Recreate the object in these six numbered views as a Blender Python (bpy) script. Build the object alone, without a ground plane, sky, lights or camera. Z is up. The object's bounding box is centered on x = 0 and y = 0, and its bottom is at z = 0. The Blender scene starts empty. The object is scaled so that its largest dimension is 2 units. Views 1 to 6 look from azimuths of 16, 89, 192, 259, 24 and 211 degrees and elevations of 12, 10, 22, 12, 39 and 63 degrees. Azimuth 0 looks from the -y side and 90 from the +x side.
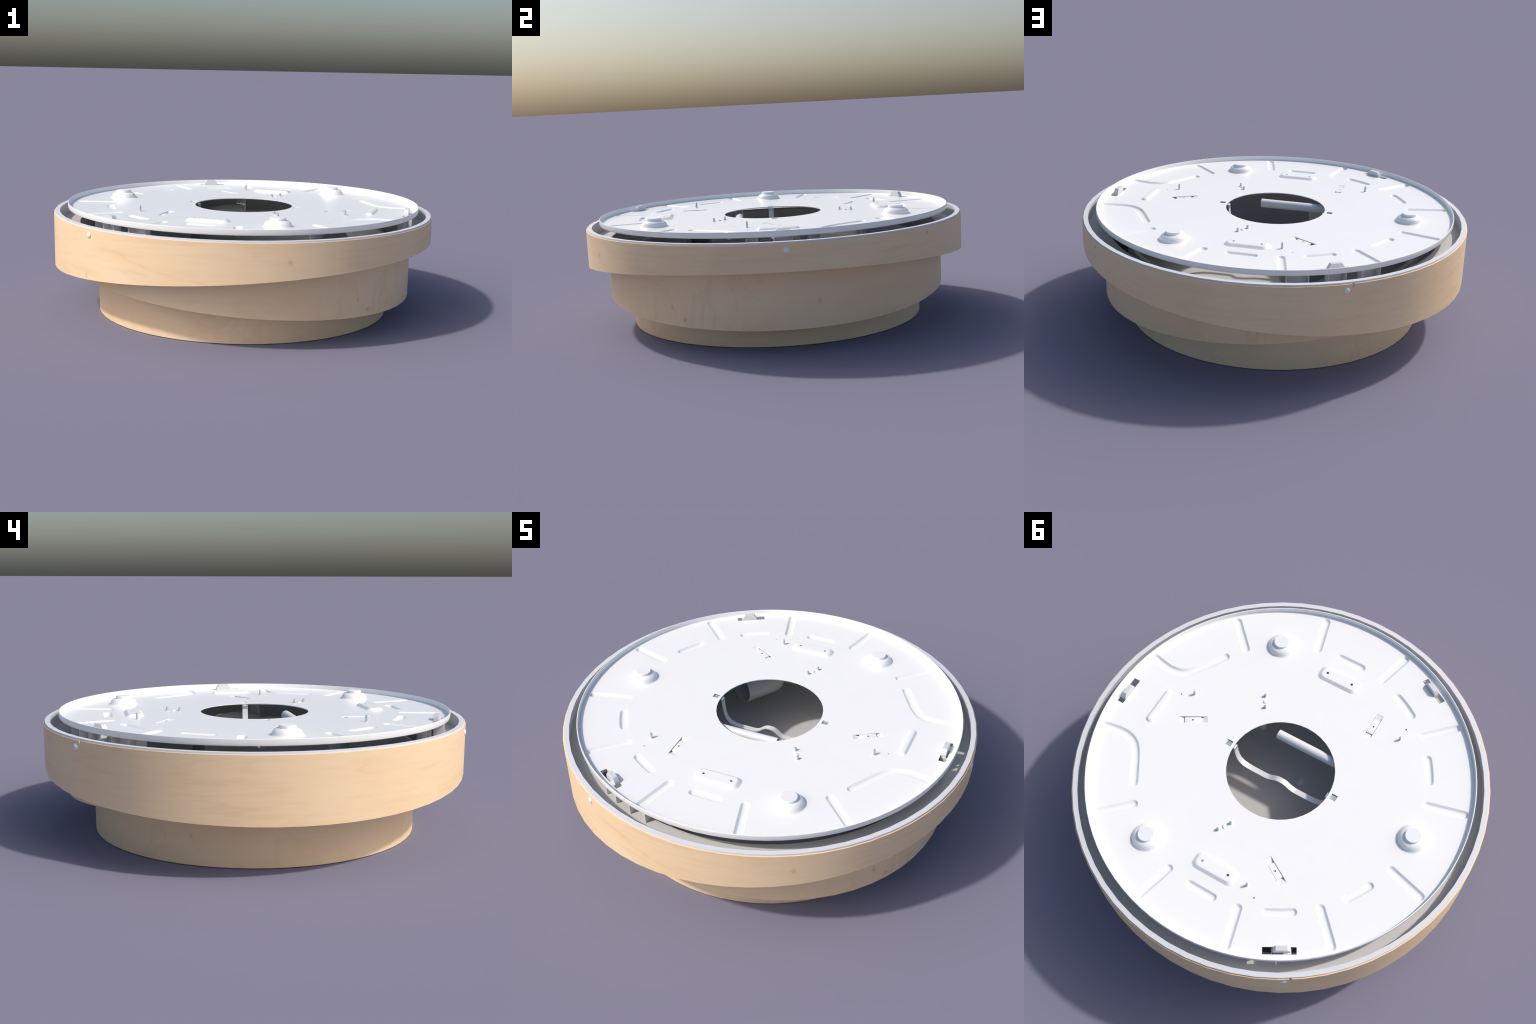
"""Round wooden ceiling lamp standing on its shade, steel mounting plate upward."""
import math
import bpy
import bmesh
from mathutils import Vector, Matrix
from mathutils.geometry import delaunay_2d_cdt

TAU = 2 * math.pi
CENTRE_X = -0.003          # the drums sit 3 mm off the bounding box centre (screw heads)
PLATE_Z = 0.544            # upper face of the mounting plate
RIM_Z = 0.569              # top of the plate's turned-up flange
PLATE_R = 0.926
HOLE_R = 0.2600
LINER_Z = 0.528            # top of the white liner ring
WOOD_Z = 0.520             # top of the outer wooden band
FLOOR_Z = 0.190            # diffuser seen through the centre hole
LEDGE_Z = 0.465            # white ledge between the liner and the middle band
FACETS = 60
INNER_TOP = 0.400          # the narrow band reaches up inside the lamp

# ------------------------------------------------------------------ helpers
root = bpy.data.objects.new("ceiling_lamp", None)
root.empty_display_size = 0.2
root.location = (CENTRE_X, 0, 0)
bpy.context.scene.collection.objects.link(root)
root["label"] = "round ceiling lamp of stacked birch veneer bands, white metal plate up"
root["category"] = "ceiling lamp"


def link(name, mesh, mat, parent=root, location=(0, 0, 0), rotation=0.0):
    ob = bpy.data.objects.new(name, mesh)
    bpy.context.scene.collection.objects.link(ob)
    ob.parent = parent
    ob.location = location
    ob.rotation_euler = (0, 0, rotation)
    if mat is not None and not mesh.materials:
        mesh.materials.append(mat)
    return ob


def shade(mesh, angle=35):
    mesh.polygons.foreach_set("use_smooth", [True] * len(mesh.polygons))
    mesh.set_sharp_from_angle(angle=math.radians(angle))


def mesh_from(name, verts, faces, angle=35, recalc=True):
    me = bpy.data.meshes.new(name)
    me.from_pydata([tuple(v) for v in verts], [], faces)
    if recalc:
        bm = bmesh.new()
        bm.from_mesh(me)
        bmesh.ops.remove_doubles(bm, verts=bm.verts, dist=1e-6)
        bmesh.ops.recalc_face_normals(bm, faces=bm.faces)
        bm.to_mesh(me)
        bm.free()
    me.update()
    shade(me, angle)
    return me


def polar(r, a):
    return Vector((r * math.cos(a), r * math.sin(a)))


def facet_radius(r, a, n=FACETS):
    """Radius at angle a of the n-gon whose corners lie on a circle of radius r."""
    step = TAU / n
    off = (a % step) - step / 2
    return r * math.cos(step / 2) / math.cos(off)


def lathe(profile, n, closed=False, offset=0.0):
    """Turn (radius, z) points around the z axis."""
    verts, faces = [], []
    m = len(profile)
    for i in range(n):
        a = TAU * (i + offset) / n
        for r, z in profile:
            verts.append((r * math.cos(a), r * math.sin(a), z))
    for i in range(n):
        j = (i + 1) % n
        for k in range(m if closed else m - 1):
            l = (k + 1) % m
            faces.append((i * m + k, j * m + k, j * m + l, i * m + l))
    return verts, faces


def disc_cap(verts, faces, n, m, k):
    faces.append([i * m + k for i in range(n)])


def box(name, size, bevel=0.0):
    bm = bmesh.new()
    bmesh.ops.create_cube(bm, size=1.0)
    bmesh.ops.scale(bm, vec=size, verts=bm.verts)
    if bevel:
        bmesh.ops.bevel(bm, geom=bm.edges[:], offset=bevel, segments=2, affect="EDGES", profile=0.6)
    me = bpy.data.meshes.new(name)
    bm.to_mesh(me)
    bm.free()
    shade(me)
    return me


def joined(name, pieces):
    """One mesh from (mesh, matrix) pairs."""
    bm = bmesh.new()
    for me, mat in pieces:
        tmp = me.copy()
        tmp.transform(mat)
        bm.from_mesh(tmp)
        bpy.data.meshes.remove(tmp)
    out = bpy.data.meshes.new(name)
    bm.to_mesh(out)
    bm.free()
    shade(out)
    return out


# ---------------------------------------------------------------- materials
def new_material(name):
    mat = bpy.data.materials.new(name)
    mat.use_nodes = True
    nt = mat.node_tree
    return mat, nt, nt.nodes["Principled BSDF"]


def node(nt, kind, **props):
    n = nt.nodes.new(kind)
    for k, v in props.items():
        if k.startswith("in_"):
            n.inputs[k[3:].replace("_", " ")].default_value = v
        else:
            setattr(n, k, v)
    return n


def mapped(nt, scale, location=(0, 0, 0)):
    tc = node(nt, "ShaderNodeTexCoord")
    mp = node(nt, "ShaderNodeMapping")
    mp.inputs["Scale"].default_value = scale
    mp.inputs["Location"].default_value = location
    nt.links.new(tc.outputs["Object"], mp.inputs["Vector"])
    return mp.outputs["Vector"]


def noise(nt, vec, scale, detail=3.0, rough=0.5, distortion=0.0):
    n = node(nt, "ShaderNodeTexNoise")
    n.inputs["Scale"].default_value = scale
    n.inputs["Detail"].default_value = detail
    n.inputs["Roughness"].default_value = rough
    n.inputs["Distortion"].default_value = distortion
    nt.links.new(vec, n.inputs["Vector"])
    return n.outputs["Fac"]


def ramp(nt, fac, stops):
    r = node(nt, "ShaderNodeValToRGB")
    els = r.color_ramp.elements
    while len(els) < len(stops):
        els.new(0.5)
    for e, (p, c) in zip(els, stops):
        e.position = p
        e.color = (*c, 1) if len(c) == 3 else c
    nt.links.new(fac, r.inputs["Fac"])
    return r.outputs["Color"]


def mix(nt, a, b, fac, blend="MIX"):
    m = node(nt, "ShaderNodeMix", data_type="RGBA", blend_type=blend)
    for key, val in ((6, a), (7, b), (0, fac)):
        if hasattr(val, "is_linked"):
            nt.links.new(val, m.inputs[key])
        else:
            m.inputs[key].default_value = val if key == 0 else (*val, 1)
    return m.outputs[2]


def math_node(nt, op, a, b=None):
    m = node(nt, "ShaderNodeMath", operation=op)
    for i, v in enumerate((a, b)):
        if v is None:
            continue
        if hasattr(v, "is_linked"):
            nt.links.new(v, m.inputs[i])
        else:
            m.inputs[i].default_value = v
    return m.outputs[0]


def white_enamel(name, colour, rough, mottling=0.02, metallic=0.0):
    mat, nt, b = new_material(name)
    v = mapped(nt, (1, 1, 1))
    f = noise(nt, v, 9.0, 4.0)
    dark = tuple(c * (1 - mottling) for c in colour)
    nt.links.new(ramp(nt, f, [(0.35, dark), (0.65, colour)]), b.inputs["Base Color"])
    b.inputs["Roughness"].default_value = rough
    b.inputs["Metallic"].default_value = metallic
    return mat


def birch_veneer(name, seed, flame, knots, streak_strength, flame_strength):
    """Pale birch: broad warm drift, fine streaks, flame lines and a few pin knots.

    knots: (angle in degrees, height, radius of band) of the small brown eyes."""
    mat, nt, b = new_material(name)
    base = (0.945, 0.698, 0.436)
    warm = (0.925, 0.668, 0.402)
    pale = (0.945, 0.725, 0.468)
    drift = noise(nt, mapped(nt, (1.6, 1.6, 5.0), (seed, 0, 0)), 1.3, 3.0)
    col = ramp(nt, drift, [(0.3, warm), (0.5, base), (0.72, pale)])
    # streaks running round the band
    across = (2.2, 2.2, 26.0)
    st = noise(nt, mapped(nt, across, (0, seed, 0)), 2.0, 4.0, 0.55, 0.4)
    streak = ramp(nt, st, [(0.34, (0.94, 0.92, 0.90)), (0.52, (1, 1, 1)), (0.75, (1.0, 1.0, 1.0))])
    col = mix(nt, col, streak, streak_strength, "MULTIPLY")
    # flame figure: contour lines of a slow noise field
    fl = noise(nt, mapped(nt, flame, (seed * 2.0, seed, 0.3)), 1.0, 4.0, 0.5, 0.4)
    wav = math_node(nt, "SINE", math_node(nt, "MULTIPLY", fl, 46.0))
    line = ramp(nt, wav, [(0.62, (1, 1, 1)), (1.0, (0.945, 0.92, 0.89))])
    patch = ramp(nt, noise(nt, mapped(nt, (1, 1, 1), (0, seed, seed)), 2.3, 2.0), [(0.47, (0, 0, 0)), (0.62, (1, 1, 1))])
    col = mix(nt, col, mix(nt, col, line, flame_strength, "MULTIPLY"), patch)
    # pin knots
    tc = node(nt, "ShaderNodeTexCoord")
    wob = node(nt, "ShaderNodeTexNoise")
    wob.inputs["Scale"].default_value = 40.0
    for deg, z, r, size in knots:
        a = math.radians(deg)
        d = node(nt, "ShaderNodeVectorMath", operation="DISTANCE")
        sc = node(nt, "ShaderNodeVectorMath", operation="MULTIPLY")
        nt.links.new(tc.outputs["Object"], sc.inputs[0])
        sc.inputs[1].default_value = (1, 1, 0.8)
        nt.links.new(sc.outputs[0], d.inputs[0])
        d.inputs[1].default_value = (r * math.cos(a), r * math.sin(a), z * 0.8)
        dist = math_node(nt, "ADD", d.outputs["Value"], math_node(nt, "MULTIPLY", wob.outputs["Fac"], size * 0.5))
        eye = ramp(nt, math_node(nt, "DIVIDE", dist, size * 2.2),
                   [(0.25, (0.62, 0.54, 0.46)), (0.45, (0.90, 0.86, 0.82)), (0.8, (1, 1, 1))])
        col = mix(nt, col, eye, 0.55, "MULTIPLY")
    nt.links.new(col, b.inputs["Base Color"])
    b.inputs["Roughness"].default_value = 0.52
    b.inputs["Specular IOR Level"].default_value = 0.3
    bump = node(nt, "ShaderNodeBump")
    bump.inputs["Strength"].default_value = 0.06
    bump.inputs["Distance"].default_value = 0.002
    nt.links.new(st, bump.inputs["Height"])
    nt.links.new(bump.outputs["Normal"], b.inputs["Normal"])
    return mat


PLATE_MAT = white_enamel("white_enamel", (0.955, 0.952, 0.942), 0.24, 0.006)
LINER_MAT = white_enamel("white_plastic_liner", (0.74, 0.747, 0.785), 0.5, 0.01)
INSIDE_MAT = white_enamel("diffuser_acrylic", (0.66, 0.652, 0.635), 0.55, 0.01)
PLASTIC_MAT = white_enamel("clip_plastic", (0.72, 0.72, 0.73), 0.45, 0.02)
CAP_MAT = white_enamel("spacer_pad_white", (0.90, 0.90, 0.93), 0.5, 0.01)
TUBE_MAT = white_enamel("sleeve_white", (0.86, 0.86, 0.86), 0.35, 0.01)
STRAP_MAT = white_enamel("strap_zinc", (0.88, 0.87, 0.865), 0.38, 0.04, 0.10)
STEEL_MAT = white_enamel("zinc_plated_steel", (0.60, 0.66, 0.63), 0.35, 0.12, 0.55)
SOCKET_MAT = white_enamel("socket_porcelain", (0.66, 0.68, 0.68), 0.35, 0.02)
HOLE_SHADOW_MAT = white_enamel("painted_hole_shadow", (0.03, 0.03, 0.03), 0.7, 0.1)

WOOD_OUTER = birch_veneer("birch_veneer_wide", 1.7, (1.1, 1.1, 6.5),
                          [(-61, 0.435, 0.996, 0.013), (-120.5, 0.295, 0.996, 0.012), 
                           (44, 0.495, 0.996, 0.010)], 0.62, 0.70)
WOOD_MIDDLE = birch_veneer("birch_veneer_middle", 5.2, (3.4, 3.4, 1.6),
                           [(10.7, 0.234, 0.888, 0.012), (-35.4, 0.207, 0.888, 0.010), (-30.8, 0.149, 0.888, 0.011)], 0.25, 0.85)
WOOD_INNER = birch_veneer("birch_veneer_narrow", 9.4, (2.6, 2.6, 2.4),
                          [(149, 0.126, 0.770, 0.009)], 0.25, 0.75)


# ------------------------------------------------------------- wooden bands
def band(name, r_out, r_in, top, bottom, notch=None):
    """Closed veneer ring; top and bottom are functions of the angle."""
    angles = [TAU * i / FACETS for i in range(FACETS)]
    tops = {a: top(a) for a in angles}
    if notch:
        centre, half, depth = notch
        edge = 1e-5
        tops = {a: z for a, z in tops.items() if abs(a - centre) > half * 1.5}
        for s in (-1, 1):
            tops[centre + s * (half + edge)] = top(centre)
        for i in range(9):
            t = -1 + 2 * i / 8
            arc = half * r_out * math.sqrt(max(0, 1 - t * t))
            tops[centre + t * half] = top(centre) - depth + half * r_out - arc
    cols = sorted(tops)
    verts, faces = [], []
    for a in cols:
        ro, ri = facet_radius(r_out, a), facet_radius(r_in, a)
        zt, zb = tops[a], bottom(a)
        for r, z in ((ro, zb), (ro, zt), (ri, zt), (ri, zb)):
            verts.append((r * math.cos(a), r * math.sin(a), z))
    n = len(cols)
    for i in range(n):
        j = (i + 1) % n
        for k in range(4):
            l = (k + 1) % 4
            faces.append((i * 4 + k, j * 4 + k, j * 4 + l, i * 4 + l))
    me = mesh_from(name, verts, faces, 40)
    return me


def tilted(height, slope, radius):
    return lambda a: height + slope * radius * math.cos(a)


flat = lambda z: (lambda a: z)
OUT_R, MID_R, INN_R = 0.9972, 0.8900, 0.7722
out_bottom = tilted(0.3155, 0.0785, OUT_R)
mid_bottom = tilted(0.1790, -0.0815, MID_R)

link("wooden_band", band("outer_band", OUT_R, OUT_R - 0.006, flat(WOOD_Z), out_bottom,
                         notch=(math.radians(123.0), 0.0062, 0.0180)), WOOD_OUTER)
link("wooden_band", band("middle_band", MID_R, MID_R - 0.006, flat(LEDGE_Z - 0.008), mid_bottom), WOOD_MIDDLE)
link("wooden_band", band("inner_band", INN_R, INN_R - 0.006, lambda a: mid_bottom(a) + 0.03, flat(0.0)), WOOD_INNER)

# white liners behind the veneer
link("liner_ring", band("inner_collar", INN_R - 0.0005, 0.7665, flat(INNER_TOP), lambda a: mid_bottom(a) + 0.0305), LINER_MAT)
link("liner_ring", band("outer_liner", OUT_R - 0.0062, 0.968, flat(LINER_Z), lambda a: out_bottom(a) + 0.004), LINER_MAT)
link("liner_ring", band("middle_liner", MID_R - 0.0062, 0.868, flat(LEDGE_Z - 0.008), lambda a: mid_bottom(a) + 0.004), LINER_MAT)
link("liner_ring", band("inner_liner", INN_R - 0.0062, 0.752, flat(INNER_TOP), flat(0.004)), LINER_MAT)


def tilted_ring(name, r_out, r_in, height, slope, thick):
    verts, faces = [], []
    for i in range(96):
        a = TAU * i / 96
        for r, dz in ((r_out, 0), (r_out, thick), (r_in, thick), (r_in, 0)):
            verts.append((r * math.cos(a), r * math.sin(a), height + slope * r * math.cos(a) + dz))
    for i in range(96):
        j = (i + 1) % 96
        for k in range(4):
            faces.append((i * 4 + k, j * 4 + k, j * 4 + (k + 1) % 4, i * 4 + (k + 1) % 4))
    return mesh_from(name, verts, faces, 40)


def flat_disc(name, r, z, thick):
    v, f = lathe([(r, z), (r, z + thick)], 96)
    disc_cap(v, f, 96, 2, 0)
    disc_cap(v, f, 96, 2, 1)
    return mesh_from(name, v, f, 40)


link("diffuser", tilted_ring("outer_diffuser", 0.975, 0.872, 0.3155 + 0.012, 0.0785, 0.006), INSIDE_MAT)
link("liner_ledge", tilted_ring("ledge", 0.975, 0.865, LEDGE_Z - 0.006, 0.0, 0.006), INSIDE_MAT)
link("diffuser", tilted_ring("middle_diffuser", 0.872, 0.770, 0.1790 + 0.012, -0.0815, 0.006), INSIDE_MAT)
link("diffuser", flat_disc("floor_diffuser", 0.756, FLOOR_Z - 0.006, 0.006), INSIDE_MAT)
link("diffuser", flat_disc("lowest_diffuser", 0.752, 0.012, 0.006), INSIDE_MAT)

# ------------------------------------------------------------ mounting plate
# Pressed sheet metal: every feature is a family of nested contours, each at
# its own height; the plane between them is triangulated.
points, edges, heights, cut_centres = [], [], [], []


def add_loop(loop, dz):
    base = len(points)
    n = len(loop)
    for p in loop:
        points.append(Vector(p))
        heights.append(dz)
    edges.extend((base + i, base + (i + 1) % n) for i in range(n))


def capsule(path, w):
    """Outline of a thick open path with round ends."""
    pts = [Vector(p) for p in path]
    n = len(pts)
    dirs = []
    for i in range(n):
        d = (pts[min(i + 1, n - 1)] - pts[max(i - 1, 0)]).normalized()
        dirs.append(d)
    left = [p + Vector((-d.y, d.x)) * w for p, d in zip(pts, dirs)]
    right = [p - Vector((-d.y, d.x)) * w for p, d in zip(pts, dirs)]

    def cap(p, d):
        a0 = math.atan2(d.y, d.x)
        return [p + polar(w, a0 + math.pi / 2 - math.pi * k / 8) for k in range(1, 8)]

    return left + cap(pts[-1], dirs[-1]) + right[::-1] + cap(pts[0], -dirs[0])


def press(path, w, depth):
    """A swage line with rolled shoulders; depth < 0 is a groove."""
    for s, h in ((1.0, 0.0), (0.90, 0.10), (0.74, 0.42), (0.58, 0.78), (0.42, 0.96), (0.26, 1.0)):
        add_loop(capsule(path, w * s), depth * h)


def chord(r, a0, a1, n=7):
    """Arc of radius r between two angles (degrees)."""
    return [polar(r, math.radians(a0 + (a1 - a0) * i / (n - 1))) for i in range(n)]


def rotated(pts, deg):
    m = Matrix.Rotation(math.radians(deg), 2)
    return [m @ Vector(p) for p in pts]


GROOVE_W, GROOVE_D = 0.0225, -0.010
# radial grooves every 30 degrees, except the two that bend into the arcs
for k in range(12):
    a = 15 + 30 * k
    if a in (15, 345):
        continue
    p0, p1 = polar(0.710, math.radians(a)), polar(0.886, math.radians(a))
    press([p0.lerp(p1, i / 6) for i in range(7)], GROOVE_W, GROOVE_D)
# short grooves across the sectors
for a in (90, 120, 150, 210, 240, 270):
    half = 4.9
    if a in (90, 270):     # straight
        p0, p1 = polar(0.703, math.radians(a - half)), polar(0.703, math.radians(a + half))
        press([p0.lerp(p1, i / 6) for i in range(7)], GROOVE_W * 0.95, GROOVE_D)
    else:
        press(chord(0.706, a - half, a + half), GROOVE_W * 0.95, GROOVE_D)
# the raised bar between the two bent grooves
press([Vector((0.694, -0.082 + 0.164 * i / 6)) for i in range(7)], 0.0225, 0.010)


def smooth_path(ctrl, n=28):
    """Catmull-Rom through control points, evenly sampled."""
    c = [Vector(p) for p in ctrl]
    c = [2 * c[0] - c[1]] + c + [2 * c[-1] - c[-2]]
    out = []
    segs = len(c) - 3
    for s in range(segs):
        p0, p1, p2, p3 = c[s:s + 4]
        for i in range(n // segs):
            t = i / (n // segs)
            out.append(0.5 * ((2 * p1) + (p2 - p0) * t + (2 * p0 - 5 * p1 + 4 * p2 - p3) * t * t
                              + (3 * p1 - p0 - 3 * p2 + p3) * t ** 3))
    out.append(c[-2])
    return out


BEND = [(0.868, 0.226), (0.793, 0.211), (0.726, 0.214), (0.672, 0.246), (0.620, 0.320), (0.566, 0.410)]
press(smooth_path(BEND), GROOVE_W, GROOVE_D)
press(smooth_path([(x, -y) for x, y in BEND][::-1]), GROOVE_W, GROOVE_D)


def rounded_rect(cx, cy, hx, hy, r, seg=4, deg=0.0):
    out = []
    for q, (sx, sy) in enumerate(((1, 1), (-1, 1), (-1, -1), (1, -1))):
        for k in range(seg + 1):
            a = math.pi / 2 * (q + k / seg)
            out.append(Vector((sx * (hx - r), sy * (hy - r))) + polar(r, a))
    return [p + Vector((cx, cy)) for p in rotated(out, deg)]


def cut(loop, centre=None):
    add_loop(loop, None)
    cut_centres.append(loop)


# raised pads with two screw holes each
PAD_H = 0.013
for sy in (-1, 1):
    for hx, hy, r, h in ((0.113, 0.046, 0.030, 0), (0.109, 0.042, 0.028, 0.12), (0.099, 0.033, 0.022, 0.75),
                         (0.094, 0.029, 0.020, 0.95), (0.090, 0.026, 0.018, 1.0)):
        add_loop(rounded_rect(0, sy * 0.5805, hx, hy, r), PAD_H * h)
    for sx in (-1, 1):
        hole = [Vector((sx * 0.068, sy * 0.5805)) + polar(0.0068, TAU * k / 8) for k in range(8)]
        add_loop(hole, PAD_H)
        cut_centres.append(hole)

# three bosses
BOSS = [(0.7045, -59.9), (0.7045, 59.9), (0.700, 180.0)]
BOSS_PROFILE = [(0.080, 0), (0.0735, 0.0009), (0.0690, 0.0032), (0.0662, 0.0075), (0.0640, 0.0135), (0.0612, 0.0190),
                (0.0570, 0.0238), (0.0510, 0.0275), (0.0450, 0.0297), (0.0400, 0.0308), (0.0365, 0.0312)]
for r, deg in BOSS:
    c = polar(r, math.radians(deg))
    for rad, h in BOSS_PROFILE:
        add_loop([c + polar(rad, TAU * k / 24) for k in range(24)], h)

# openings
add_loop([polar(HOLE_R, TAU * k / 40) for k in range(40)], 0.0)
cut_centres.append([polar(HOLE_R, TAU * k / 40) for k in range(40)])


def opening(loop):
    add_loop(loop, 0.0)
    cut_centres.append(loop)


def rect(cx, cy, hx, hy, deg=0.0):
    return [p + Vector((cx, cy)) for p in rotated([Vector(q) for q in ((hx, hy), (-hx, hy), (-hx, -hy), (hx, -hy))], deg)]


CLIP_R, LANCE = 0.876, (0.510, -0.019)
for k in range(3):
    t = 120 * k
    opening(rotated(rect(CLIP_R, 0.003, 0.0165, 0.075), t))            # clip slot
    c = rotated([LANCE], t)[0]
    opening(rect(c.x, c.y, 0.073, 0.0175, 30 + t))                       # lanced bridge slot
    c = polar(0.648, math.radians(-10 + t))
    opening([c + polar(0.0042, TAU * j / 6) for j in range(6)])          # pilot hole
for sx in (-1, 1):
    opening(rect(sx * 0.288, 0, 0.0150, 0.0150))                         # strap slots

# outer edge of the flat, start of the flange fillet
EDGE_N = 96
add_loop([polar(0.914, TAU * k / EDGE_N) for k in range(EDGE_N)], 0.0)

verts2d, _, tris, orig_v, _, _ = delaunay_2d_cdt(points, edges, [], 0, 1e-7)


def inside(p, loop):
    hit = False
    n = len(loop)
    for i in range(n):
        a, b = loop[i], loop[(i + 1) % n]
        if (a.y > p.y) != (b.y > p.y) and p.x < (b.x - a.x) * (p.y - a.y) / (b.y - a.y) + a.x:
            hit = not hit
    return hit


boxes = [(min(p.x for p in l), max(p.x for p in l), min(p.y for p in l), max(p.y for p in l), l) for l in cut_centres]
pv = []
for i, v in enumerate(verts2d):
    h = heights[orig_v[i][0]] if orig_v[i] else 0.0
    pv.append((v.x, v.y, PLATE_Z + h))
pf = []
for t in tris:
    c = sum((verts2d[i] for i in t), Vector((0, 0))) / len(t)
    if c.length > 0.914:
        continue
    if any(x0 <= c.x <= x1 and y0 <= c.y <= y1 and inside(c, l) for x0, x1, y0, y1, l in boxes):
        continue
    pf.append(tuple(t))
me = bpy.data.meshes.new("plate_sheet")
me.from_pydata(pv, [], pf)
bm = bmesh.new()
bm.from_mesh(me)
bmesh.ops.delete(bm, geom=[v for v in bm.verts if not v.link_faces], context="VERTS")
for f in bm.faces:
    if f.normal.z < 0:
        f.normal_flip()
# give the sheet its thickness: drop a wall at every open border, add an underside
THICK = 0.004
border = [e for e in bm.edges if e.is_boundary and (e.verts[0].co.xy.length < 0.913)]
ret = bmesh.ops.extrude_edge_only(bm, edges=border)
for v in (g for g in ret["geom"] if isinstance(g, bmesh.types.BMVert)):
    v.co.z -= THICK
bm.to_mesh(me)
bm.free()
shade(me, 30)
plate = link("mounting_plate", me, PLATE_MAT)
mod = plate.modifiers.new("weighted", "WEIGHTED_NORMAL")
mod.keep_sharp = True
mod.weight = 100

# turned-up flange with a small fillet at its foot and a rolled lip
fl = [(0.914, PLATE_Z), (0.9175, PLATE_Z + 0.0008), (0.9205, PLATE_Z + 0.0032), (0.9215, PLATE_Z + 0.0065),
      (0.9215, RIM_Z - 0.0012), (0.9225, RIM_Z), (0.9250, RIM_Z), (0.9262, RIM_Z - 0.0012),
      (0.9262, PLATE_Z + 0.003), (0.9245, PLATE_Z - 0.0015), (0.920, PLATE_Z - 0.004), (0.912, PLATE_Z - 0.004), (0.30, PLATE_Z - 0.0185)]
v, f = lathe(fl[:-1], EDGE_N)
link("plate_flange", mesh_from("flange", v, f, 40), PLATE_MAT, parent=plate)

# ------------------------------------------------------------- plate fittings
# spacer pads on the bosses
prof = [(0.0360, 0.0290), (0.0368, 0.0310), (0.0372, 0.0425), (0.0364, 0.0436), (0.0340, 0.0436)]
v, f = lathe(prof, 16)
disc_cap(v, f, 16, len(prof), len(prof) - 1)
cap_me = mesh_from("spacer_pad", v, f, 40)
for r, deg in BOSS:
    c = polar(r, math.radians(deg))
    link("spacer_pad", cap_me, CAP_MAT, plate, (c.x, c.y, PLATE_Z))

# spring clips standing in the slots: a chamfered bridge bent from thick plastic
clip_profile = [(-0.027, -0.014), (-0.027, 0.008), (-0.013, 0.0285), (0.038, 0.0285), (0.052, 0.010), (0.053, -0.014)]


def extrude_profile(name, prof, half, axis="x", bevel=0.0):
    """Profile in (y, z) pushed along x."""
    n = len(prof)
    verts = [(-half, y, z) for y, z in prof] + [(half, y, z) for y, z in prof]
    faces = [list(range(n)), list(range(2 * n - 1, n - 1, -1))]
    faces += [(i, (i + 1) % n, n + (i + 1) % n, n + i) for i in range(n)]
    me = mesh_from(name, verts, faces, 35)
    if bevel:
        bm = bmesh.new()
        bm.from_mesh(me)
        bmesh.ops.bevel(bm, geom=[e for e in bm.edges if len(e.link_faces) == 2 and e.calc_face_angle(0) > 0.5],
                        offset=bevel, segments=2, affect="EDGES", clamp_overlap=True)
        bm.to_mesh(me)
        bm.free()
        shade(me, 35)
    return me


clip_me = extrude_profile("spring_clip", clip_profile, 0.0112, bevel=0.0006)
# side foot of the clip that lies in the slot
foot = box("clip_foot", (0.010, 0.034, 0.006), 0.0008)
clip_me = joined("spring_clip", [(clip_me, Matrix()), (foot, Matrix.Translation((0.0145, 0.036, -0.003)))])
for k in range(3):
    t = math.radians(120 * k)
    c = polar(CLIP_R - 0.004, t)
    link("spring_clip", clip_me, PLASTIC_MAT, plate, (c.x, c.y, PLATE_Z), t)

# lanced bridges: strips pressed below the sheet
strip_top = [(-0.0725, -0.0008), (-0.066, -0.0020), (-0.040, -0.0125), (-0.034, -0.0135), (0.034, -0.0135), (0.040, -0.0125),
             (0.066, -0.0020), (0.0725, -0.0008)]
strip_prof = strip_top + [(y, z - 0.003) for y, z in strip_top[::-1]]
strip_me = extrude_profile("lanced_bridge", strip_prof, 0.0172)
tab_me = box("bridge_tab", (0.0325, 0.080, 0.0100), 0.0015)
strip_me = joined("lanced_bridge", [(strip_me, Matrix()), (tab_me, Matrix.Translation((-0.0006, 0, -0.0085)))])
v, f = lathe([(0.0042, 0), (0.0042, 0.001)], 8)  # solid disc, coloured near-black for the shadow inside the tab's hole
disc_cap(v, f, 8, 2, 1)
hole_shadow_me = mesh_from("hole_shadow_disc", v, f)
for k in range(3):
    c = rotated([LANCE], 120 * k)[0]
    link("lanced_bridge", strip_me, PLATE_MAT, plate, (c.x, c.y, PLATE_Z), math.radians(30 + 120 * k - 90))
    link("hole_shadow_disc", hole_shadow_me, HOLE_SHADOW_MAT, plate, (c.x, c.y, PLATE_Z - 0.0042))

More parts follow.
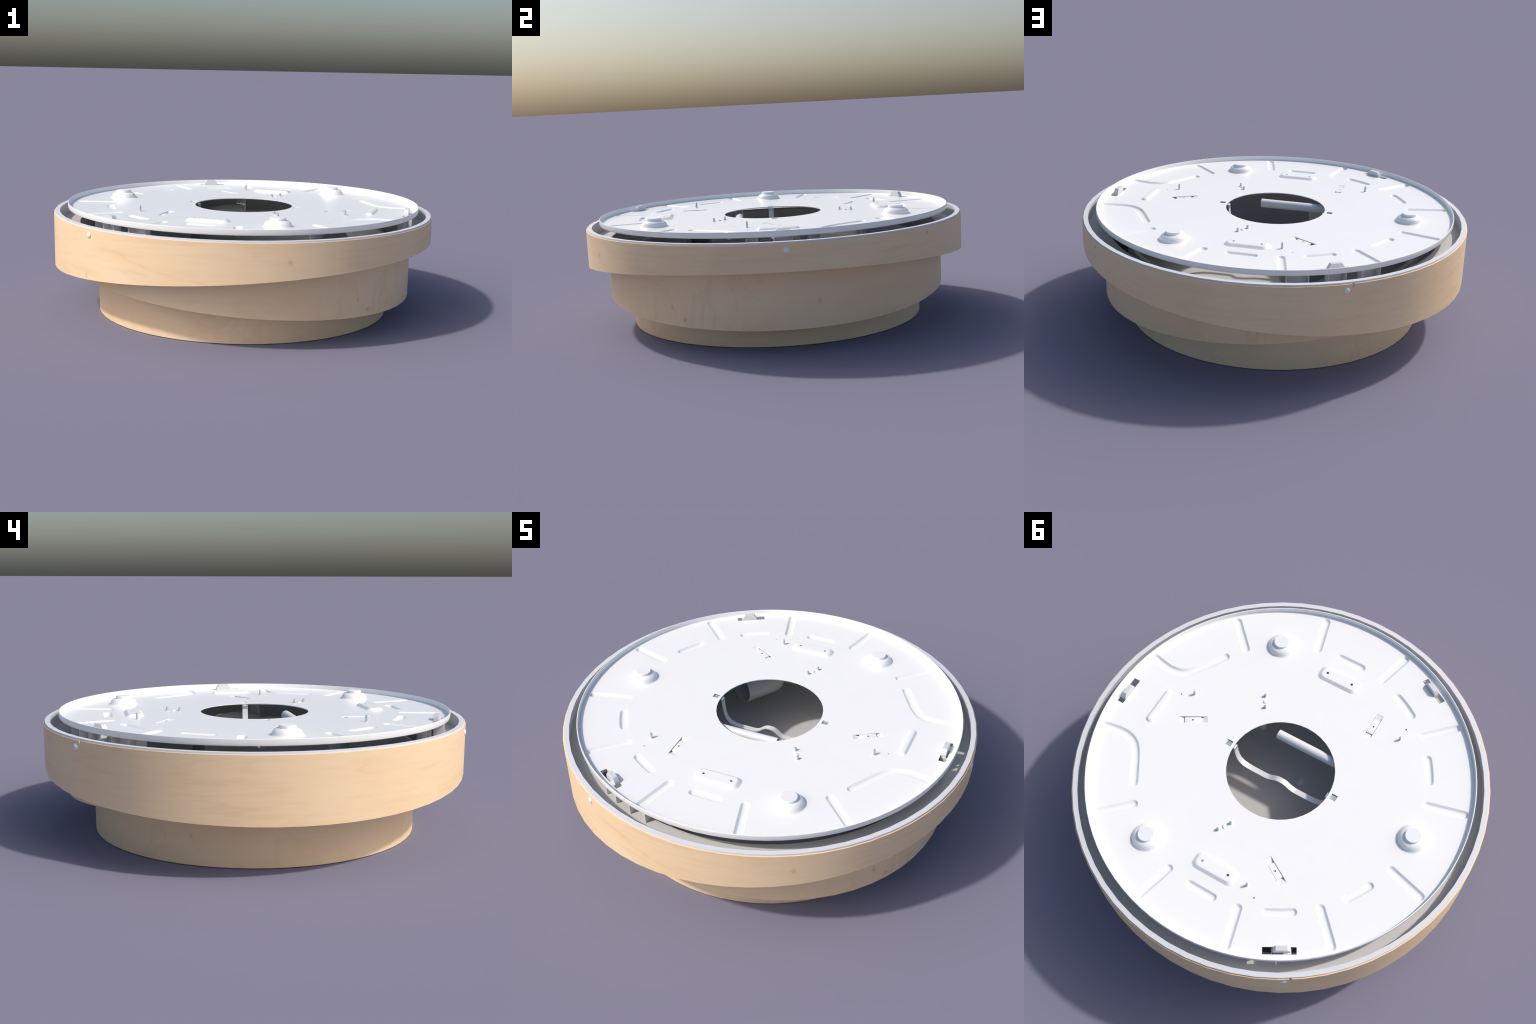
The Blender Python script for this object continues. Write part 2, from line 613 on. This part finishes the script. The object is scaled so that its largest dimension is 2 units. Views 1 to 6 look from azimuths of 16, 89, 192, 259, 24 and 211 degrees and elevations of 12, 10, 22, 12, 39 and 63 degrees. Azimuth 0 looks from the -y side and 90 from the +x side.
# tall studs and short bolts
v, f = lathe([(0.0052, -0.004), (0.0056, 0.0), (0.0056, 0.021), (0.0052, 0.022), (0.0042, 0.0222), (0.0042, 0.0290), (0.0036, 0.0298)], 10)
disc_cap(v, f, 10, 7, 6)
stud_me = mesh_from("stud", v, f, 40)
for k in range(3):
    c = polar(0.598, math.radians(-14.0 + 120 * k))
    link("stud", stud_me, STEEL_MAT, plate, (c.x, c.y, PLATE_Z))
v, f = lathe([(0.0075, -0.002), (0.0075, 0.007), (0.0060, 0.0082), (0.0060, 0.0155), (0.0048, 0.0168)], 10)
disc_cap(v, f, 10, 5, 4)
bolt_me = mesh_from("bolt", v, f, 40)
for x, y in ((0.2716, -0.3118), (0.2389, -0.2560), (0.0581, 0.3565), (0.0925, 0.4127)):
    link("bolt", bolt_me, STEEL_MAT, plate, (x, y, PLATE_Z))
v, f = lathe([(0.0105, -0.001), (0.0098, 0.0025), (0.0070, 0.0042), (0.0030, 0.0047)], 12)
disc_cap(v, f, 12, 4, 3)
dimple_me = mesh_from("rivet", v, f, 60)
for x, y in ((0.2553, -0.2840), (0.0750, 0.3850)):
    link("rivet", dimple_me, PLATE_MAT, plate, (x, y, PLATE_Z))

# suspension strap below the hole
half_path = [(0.0, 0.4290), (0.018, 0.4275), (0.034, 0.4190), (0.052, 0.4040), (0.068, 0.3955), (0.085, 0.3925), (0.155, 0.3930),
             (0.188, 0.3955), (0.213, 0.4045), (0.233, 0.4250), (0.2445, 0.4560), (0.2500, 0.495), (0.2530, 0.5360)]
path = [(-x, z) for x, z in half_path[:0:-1]] + half_path
T, W = 0.004, 0.0136
verts, faces = [], []
for i, (x, z) in enumerate(path):
    a, b = path[max(i - 1, 0)], path[min(i + 1, len(path) - 1)]
    d = Vector((b[0] - a[0], b[1] - a[1])).normalized()
    nx, nz = -d.y * T / 2, d.x * T / 2
    for s, y in ((1, -W), (1, W), (-1, W), (-1, -W)):
        verts.append((x + nx * s, y, z + nz * s))
n = len(path)
for i in range(n - 1):
    for k in range(4):
        l = (k + 1) % 4
        faces.append((i * 4 + k, (i + 1) * 4 + k, (i + 1) * 4 + l, i * 4 + l))
faces += [(0, 1, 2, 3), tuple((n - 1) * 4 + k for k in range(4))]
strap = link("strap", mesh_from("strap", verts, faces, 40), STRAP_MAT)
hook_prof = [(-0.043, -0.024), (-0.043, -0.008), (-0.038, -0.004), (0.016, -0.004), (0.016, -0.009), (-0.036, -0.009), (-0.038, -0.024)]
hook_me = extrude_profile("strap_hook", hook_prof, 0.0128)
for s in (-1, 1):
    link("strap_hook", hook_me, STEEL_MAT, strap, (s * 0.292, 0, PLATE_Z - 0.002), math.radians(90 if s < 0 else -90))

# ---------------------------------------------------------------- the inside
# cable sleeve
v, f = lathe([(0.019, 0.02), (0.019, 0.0), (0.0235, 0.0), (0.0235, 0.62), (0.0, 0.62)], 20)
me = mesh_from("cable_sleeve", v, f, 40)
me.transform(Matrix.Translation((0.1187, -0.183, 0.500)) @ Matrix.Rotation(-math.pi / 2, 4, "Y"))
link("cable_sleeve", me, TUBE_MAT)

# lamp sockets, three in a pinwheel
prof = [(0.0, 0.190), (0.050, 0.185), (0.050, 0.120), (0.054, 0.112), (0.050, 0.104), (0.054, 0.096), (0.050, 0.088), (0.056, 0.080),
        (0.072, 0.076), (0.0765, 0.0), (0.080, 0.0), (0.0805, 0.010), (0.080, 0.195), (0.070, 0.222), (0.064, 0.226), (0.0, 0.226)]
v, f = lathe(prof, 32)
sock_me = mesh_from("lamp_socket", v, f, 40)
sock_me.transform(Matrix.Rotation(math.pi / 2, 4, "Y"))
slab = box("socket_arm", (0.012, 0.075, 0.17), 0.003)
arm = box("socket_arm_fold", (0.060, 0.075, 0.008), 0.002)
arm_me = joined("socket_arm", [(slab, Matrix.Translation((0.234, 0, 0.045))), (arm, Matrix.Translation((0.262, 0, 0.1265)))])
for k in range(3):
    t = math.radians(120 * k)
    c = Matrix.Rotation(t, 2) @ Vector((-0.300, 0.316))
    ob = link("lamp_socket", sock_me, SOCKET_MAT, root, (c.x, c.y, 0.389), t + math.radians(57))
    link("socket_arm", arm_me, PLASTIC_MAT, ob)

# pocketed brackets under the plate edge, beside every clip
def bracket(width):
    wall = box("w", (0.044, 0.0035, 0.0675), 0.0006)
    front = box("w", (0.0035, width, 0.0675), 0.0006)
    return joined("bracket", [(front, Matrix.Translation((-0.020, 0, 0))),
                              (wall, Matrix.Translation((0, width / 2, 0))), (wall, Matrix.Translation((0, -width / 2, 0)))])


# (first and last angle of each pocket, in degrees)
POCKETS = [(106.2, 112.4), (118.0, 123.4), (128.6, 134.6), (-129.5, -124.5), (-120.0, -115.0), (-108.8, -102.8),
           (-9.8, -6.8), (-1.8, 3.3), (8.4, 11.6)]
BRACKET_R, BRACKET_H = 0.881, 0.0680
for lo, hi in POCKETS:
    a = math.radians((lo + hi) / 2)
    c = polar(BRACKET_R - (0.042 if lo < -125 else 0.0), a)
    link("bracket", bracket(math.radians(hi - lo) * 0.897), PLASTIC_MAT, plate, (c.x, c.y, LEDGE_Z + 0.0005 + BRACKET_H / 2), a)

# round-headed screws through the band
prof = [(0.0125, -0.003), (0.0146, 0.0), (0.0135, 0.0028), (0.0095, 0.0058), (0.0050, 0.0066)]
v, f = lathe(prof, 14)
disc_cap(v, f, 14, len(prof), len(prof) - 1)
screw_me = mesh_from("screw", v, f, 60)
screw_me.transform(Matrix.Rotation(math.pi / 2, 4, "Y"))
for deg in (1.2, 121.2, 241.2):
    a = math.radians(deg)
    c = polar(facet_radius(OUT_R, a), a)
    link("screw", screw_me, CAP_MAT, root, (c.x, c.y, 0.4912), a)
